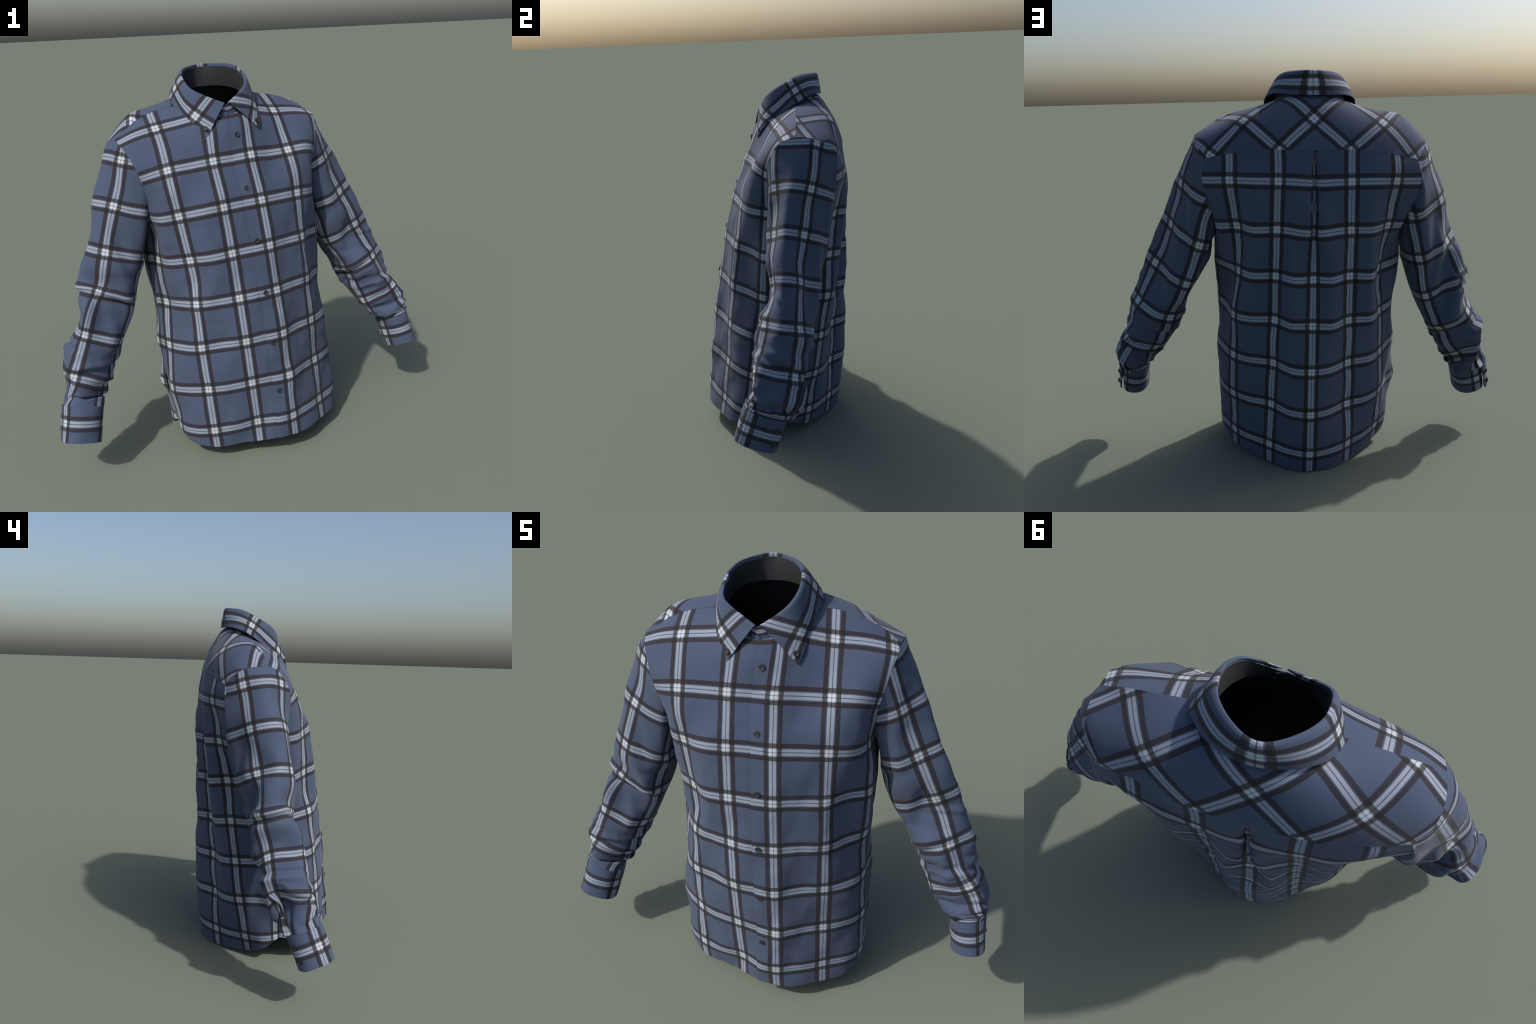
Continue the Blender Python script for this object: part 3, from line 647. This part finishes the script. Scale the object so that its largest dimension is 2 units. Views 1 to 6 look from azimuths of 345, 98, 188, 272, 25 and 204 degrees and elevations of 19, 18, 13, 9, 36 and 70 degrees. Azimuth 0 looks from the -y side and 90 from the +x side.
    pn = normals(PX_); pf = (pn * PN).sum(-1).mean() < 0
    if pf: pn = -pn
    strip = cloth("sleeve_placket", np.stack([strip_u - shift, PT - row0], -1), PX_, thick=.004, flip=pf, normal=pn)
    knob = (PX_[ns_ // 2 - 1, int(nt_ * .62)], pn[ns_ // 2 - 1, int(nt_ * .62)])
    return sl, cuff_ob, ring, start, L, r, ob, knob


slR = make_sleeve(1, RINGS_R, CAP_R, (4.8, .2), ARM_FRONT_R, ARM_YOKE_R, ARM_BACK_R, FOLDS_R, CUFF_R, 6.72, (1.02, .74, 5.90, 6.70), 0, .62, 21)
slL = make_sleeve(-1, RINGS_L, CAP_L, (4.9, .2), ARM_FRONT_L, ARM_YOKE_L, ARM_BACK_L, FOLDS_L, CUFF_L, 7.1, (1.32, 1.16, 6.05, 7.08), .06, .95, 33)

# ================================================================ collar
# (fold point, lower edge point, flat coords of both), from the wearer's right front round to the left
COLLAR = [
    ((-.017, -.060, 1.707), (-.127, -.083, 1.567), (-2.39, -.55), (-2.58, .24)),
    ((-.070, -.038, 1.729), (-.156, -.052, 1.600), (-2.06, -.47), (-2.24, .21)),
    ((-.123, -.014, 1.757), (-.181, -.016, 1.635), (-1.74, -.42), (-1.98, .20)),
    ((-.157, .018, 1.783), (-.197, .040, 1.670), (-1.42, -.38), (-1.68, .23)),
    ((-.161, .072, 1.812), (-.209, .095, 1.708), (-1.13, -.34), (-1.33, .30)),
    ((-.152, .125, 1.840), (-.206, .147, 1.742), (-.86, -.30), (-.97, .31)),
    ((-.123, .175, 1.860), (-.178, .200, 1.764), (-.58, -.26), (-.64, .28)),
    ((-.068, .222, 1.868), (-.114, .242, 1.771), (-.28, -.235), (-.33, .25)),
    ((.000, .246, 1.871), (.000, .265, 1.768), (.00, -.225), (.00, .25)),
    ((.066, .218, 1.870), (.114, .240, 1.773), (.28, -.235), (.33, .25)),
    ((.117, .167, 1.866), (.174, .193, 1.775), (.58, -.26), (.64, .28)),
    ((.144, .112, 1.852), (.206, .140, 1.752), (.86, -.30), (.97, .31)),
    ((.148, .066, 1.832), (.203, .084, 1.717), (1.13, -.34), (1.33, .30)),
    ((.144, .025, 1.811), (.192, .034, 1.682), (1.36, -.38), (1.70, .24)),
    ((.118, -.024, 1.777), (.179, -.012, 1.651), (1.58, -.42), (2.02, .21)),
    ((.070, -.049, 1.742), (.166, -.057, 1.617), (1.84, -.50), (2.30, .20)),
    ((.006, -.060, 1.707), (.146, -.085, 1.570), (2.08, -.60), (2.55, .16)),
]
C = [np.array([row[i] for row in COLLAR]) for i in range(4)]
K = np.arange(len(COLLAR)); nk, nh = 190, 30
kk = np.linspace(0, len(COLLAR) - 1, nk)
fold, low, ff, fl_ = (spline(K, c, kk) for c in C)
ctr = np.array([0, .09, 0])
h = np.linspace(0, 1, nh)[None, :, None]
leaf = fold[:, None] * (1 - h) + low[:, None] * h
rad = low - ctr; rad[:, 2] = 0; rad /= np.linalg.norm(rad, axis=1, keepdims=True)
side_amt = np.clip(np.minimum(kk, len(COLLAR) - 1 - kk) / 2.5, 0, 1)
bulge = (np.sqrt(np.clip(h, 0, 1)) * (1 - h)) * .010 * side_amt[:, None, None]
bulge = bulge + .006 * np.clip(1 - side_amt, 0, 1)[:, None, None] * np.sin(np.pi * h)
leaf = leaf + rad[:, None] * bulge
flat_leaf = ff[:, None] * (1 - h) + fl_[:, None] * h
# roll over the fold and a little way down the inside
ni = 9
hi = np.linspace(1, 0, ni, endpoint=False)[None, :, None]
tk = np.clip(np.minimum(kk, len(COLLAR) - 1 - kk) / 1.2, 0, 1)[:, None, None]
inn = fold[:, None] - rad[:, None] * (.011 * np.sin(np.clip(hi * 2.2, 0, 1) * np.pi / 2)) * (.5 + .5 * tk) + np.array([0, 0, 1.]) * (.004 * np.sin(np.pi * np.clip(hi * 1.4, 0, 1)) - .020 * np.clip(hi - .25, 0, 1)) * (.35 + .65 * tk)
dirf = (ff - fl_); dirf /= np.linalg.norm(dirf, axis=1, keepdims=True)
flat_in = ff[:, None] + dirf[:, None] * hi * .16
leaf = np.concatenate([inn, leaf], 1); flat_leaf = np.concatenate([flat_in, flat_leaf], 1)
NC = normals(leaf); d = leaf - leaf.mean(0, keepdims=True)
flipC = (NC[:, ni + 5:] * rad[:, None]).sum(-1).mean() < 0
if flipC: NC = -NC
collar = cloth("collar", flat_leaf, leaf, thick=.005, flip=flipC, normal=NC, inner=BAND)

# collar stand: dark band inside the neck, plaid where it shows at the throat; its ends overlap there
neck = np.concatenate([curve(NECK_R, 40), curve(NECK_BACK, 70)[1:], curve(NECK_L, 40)[::-1][1:]])
neck = curve(neck[::6], nk)
tops = curve((fold - rad * .008 + np.array([0, 0, -.010]))[::4], nk)
lap = np.linspace(1, 0, 9)[:, None]
tail = lambda p, dx, dy: p + np.array([dx, dy, -.004]) * lap
tops = np.concatenate([tail(tops[0], .030, .006), tops[1:-1], tail(tops[-1], -.028, .001)[::-1]])
neck = np.concatenate([tail(neck[0], .012, .008), neck[1:-1], tail(neck[-1], -.022, .003)[::-1]])
ns = len(tops)
hs = np.linspace(0, 1, 14)[None, :, None]
stand = tops[:, None] * (1 - hs) + neck[:, None] * hs
flat_s = np.stack(np.broadcast_arrays(np.linspace(-2.5, 2.5, ns)[:, None], np.linspace(-.18, .32, 14)[None]), -1)
NS_ = normals(stand, flipC)
band = cloth("collar_stand", flat_s, stand, thick=.004, flip=flipC, normal=NS_, inner=BAND)

# ================================================================ buttons
def button_mesh(r=.0125, t=.0045):
    prof = [(0, .62), (.60, .60), (.70, .78), (.86, 1.0), (.97, .86), (1.0, .55), (.96, .1), (.85, 0), (0, 0)]
    n = 28; V, Fc = [], []
    for i in range(n):
        an = 2 * math.pi * i / n
        for rr, z in prof[1:-1]:
            V.append((rr * r * math.cos(an), rr * r * math.sin(an), z * t))
    m = len(prof) - 2
    for i in range(n):
        j = (i + 1) % n
        for k in range(m - 1):
            Fc.append((i * m + k, i * m + k + 1, j * m + k + 1, j * m + k)[::-1])
    V.append((0, 0, prof[0][1] * t)); V.append((0, 0, 0))
    for i in range(n):
        j = (i + 1) % n
        Fc.append((i * m, j * m, len(V) - 2)); Fc.append((j * m + m - 1, i * m + m - 1, len(V) - 1))
    idx = [0] * len(Fc)
    # four stitched holes
    for sx in (-1, 1):
        for sy in (-1, 1):
            c0 = len(V); cx, cy = sx * r * .22, sy * r * .22
            for i in range(8):
                an = 2 * math.pi * i / 8
                V.append((cx + r * .11 * math.cos(an), cy + r * .11 * math.sin(an), t * .60))
            for i in range(8):
                an = 2 * math.pi * i / 8
                V.append((cx + r * .09 * math.cos(an), cy + r * .09 * math.sin(an), t * .72))
            Fc += [(c0 + i, c0 + (i + 1) % 8, c0 + 8 + (i + 1) % 8, c0 + 8 + i) for i in range(8)] + [tuple(c0 + 8 + i for i in range(8))]
            idx += [1] * 9
    me = bpy.data.meshes.new("button"); me.from_pydata(V, [], Fc)
    me.materials.append(BUTTON); me.materials.append(THREAD)
    me.polygons.foreach_set("material_index", idx)
    me.polygons.foreach_set("use_smooth", [True] * len(Fc)); me.set_sharp_from_angle(angle=math.radians(40))
    return me


BTN = button_mesh()


def place_button(p, n, scale=1.0, parent=shirt, spin=0.0, gap=.0015):
    from mathutils import Matrix, Vector
    pw = to_world(np.asarray(p)); nw = np.asarray(n)[0] * AX + np.asarray(n)[1] * AY + np.asarray(n)[2] * AZ
    z = Vector(nw).normalized(); x = Vector((0, 0, 1)).cross(z).normalized(); y = z.cross(x)
    M = Matrix((x, y, z)).transposed().to_4x4() @ Matrix.Rotation(spin, 4, "Z")
    ob = bpy.data.objects.new("button", BTN)
    bpy.context.collection.objects.link(ob); ob.parent = parent
    ob.matrix_world = Matrix.Translation(Vector(pw) + z * gap) @ M @ Matrix.Scale(scale, 4)
    return ob


def front_at(s, v):
    e = .02; q = np.array([[s, v], [s + e, v], [s, v + e]])
    p = front(q[None])[0]; n = np.cross(p[1] - p[0], p[2] - p[0]); n /= np.linalg.norm(n)
    if n[1] > 0: n = -n
    return p[0], n


for v in (0.537, 1.692, 2.837, 3.994, 5.149, 6.298):
    p, n = front_at(.13, v)
    place_button(p + n * .0045, n, spin=rng.uniform(0, 1.5))


def leaf_at(side):
    row = [0, 1, 2] if side < 0 else [16, 15, 14]
    a = np.array(COLLAR[row[0]][1]); b = np.array(COLLAR[row[0]][0]); c_ = np.array(COLLAR[row[1]][1])
    d1 = (b - a); d1 /= np.linalg.norm(d1); d2 = (c_ - a); d2 /= np.linalg.norm(d2)
    n = np.cross(d1, d2); n /= np.linalg.norm(n)
    if n[1] > 0: n = -n
    return a + d1 * .026 + d2 * .024, n


for sd in (-1, 1):
    p, n = leaf_at(sd)
    place_button(p + n * .003, n, .92, spin=.5)

for (sl, cuff_ob, ring, start, L, r, ob, knob), sg in ((slR, 1), (slL, -1)):
    place_button(knob[0], knob[1], .9)
    for hgt in (.30, .72):
        an = np.array(start + .24)
        p = ring(an, np.array(hgt * L), np.array(.0085)); c0 = ring(an, np.array(hgt * L), np.array(-.05))
        n = (p - c0) / np.linalg.norm(p - c0)
        place_button(p, n, 1.0)
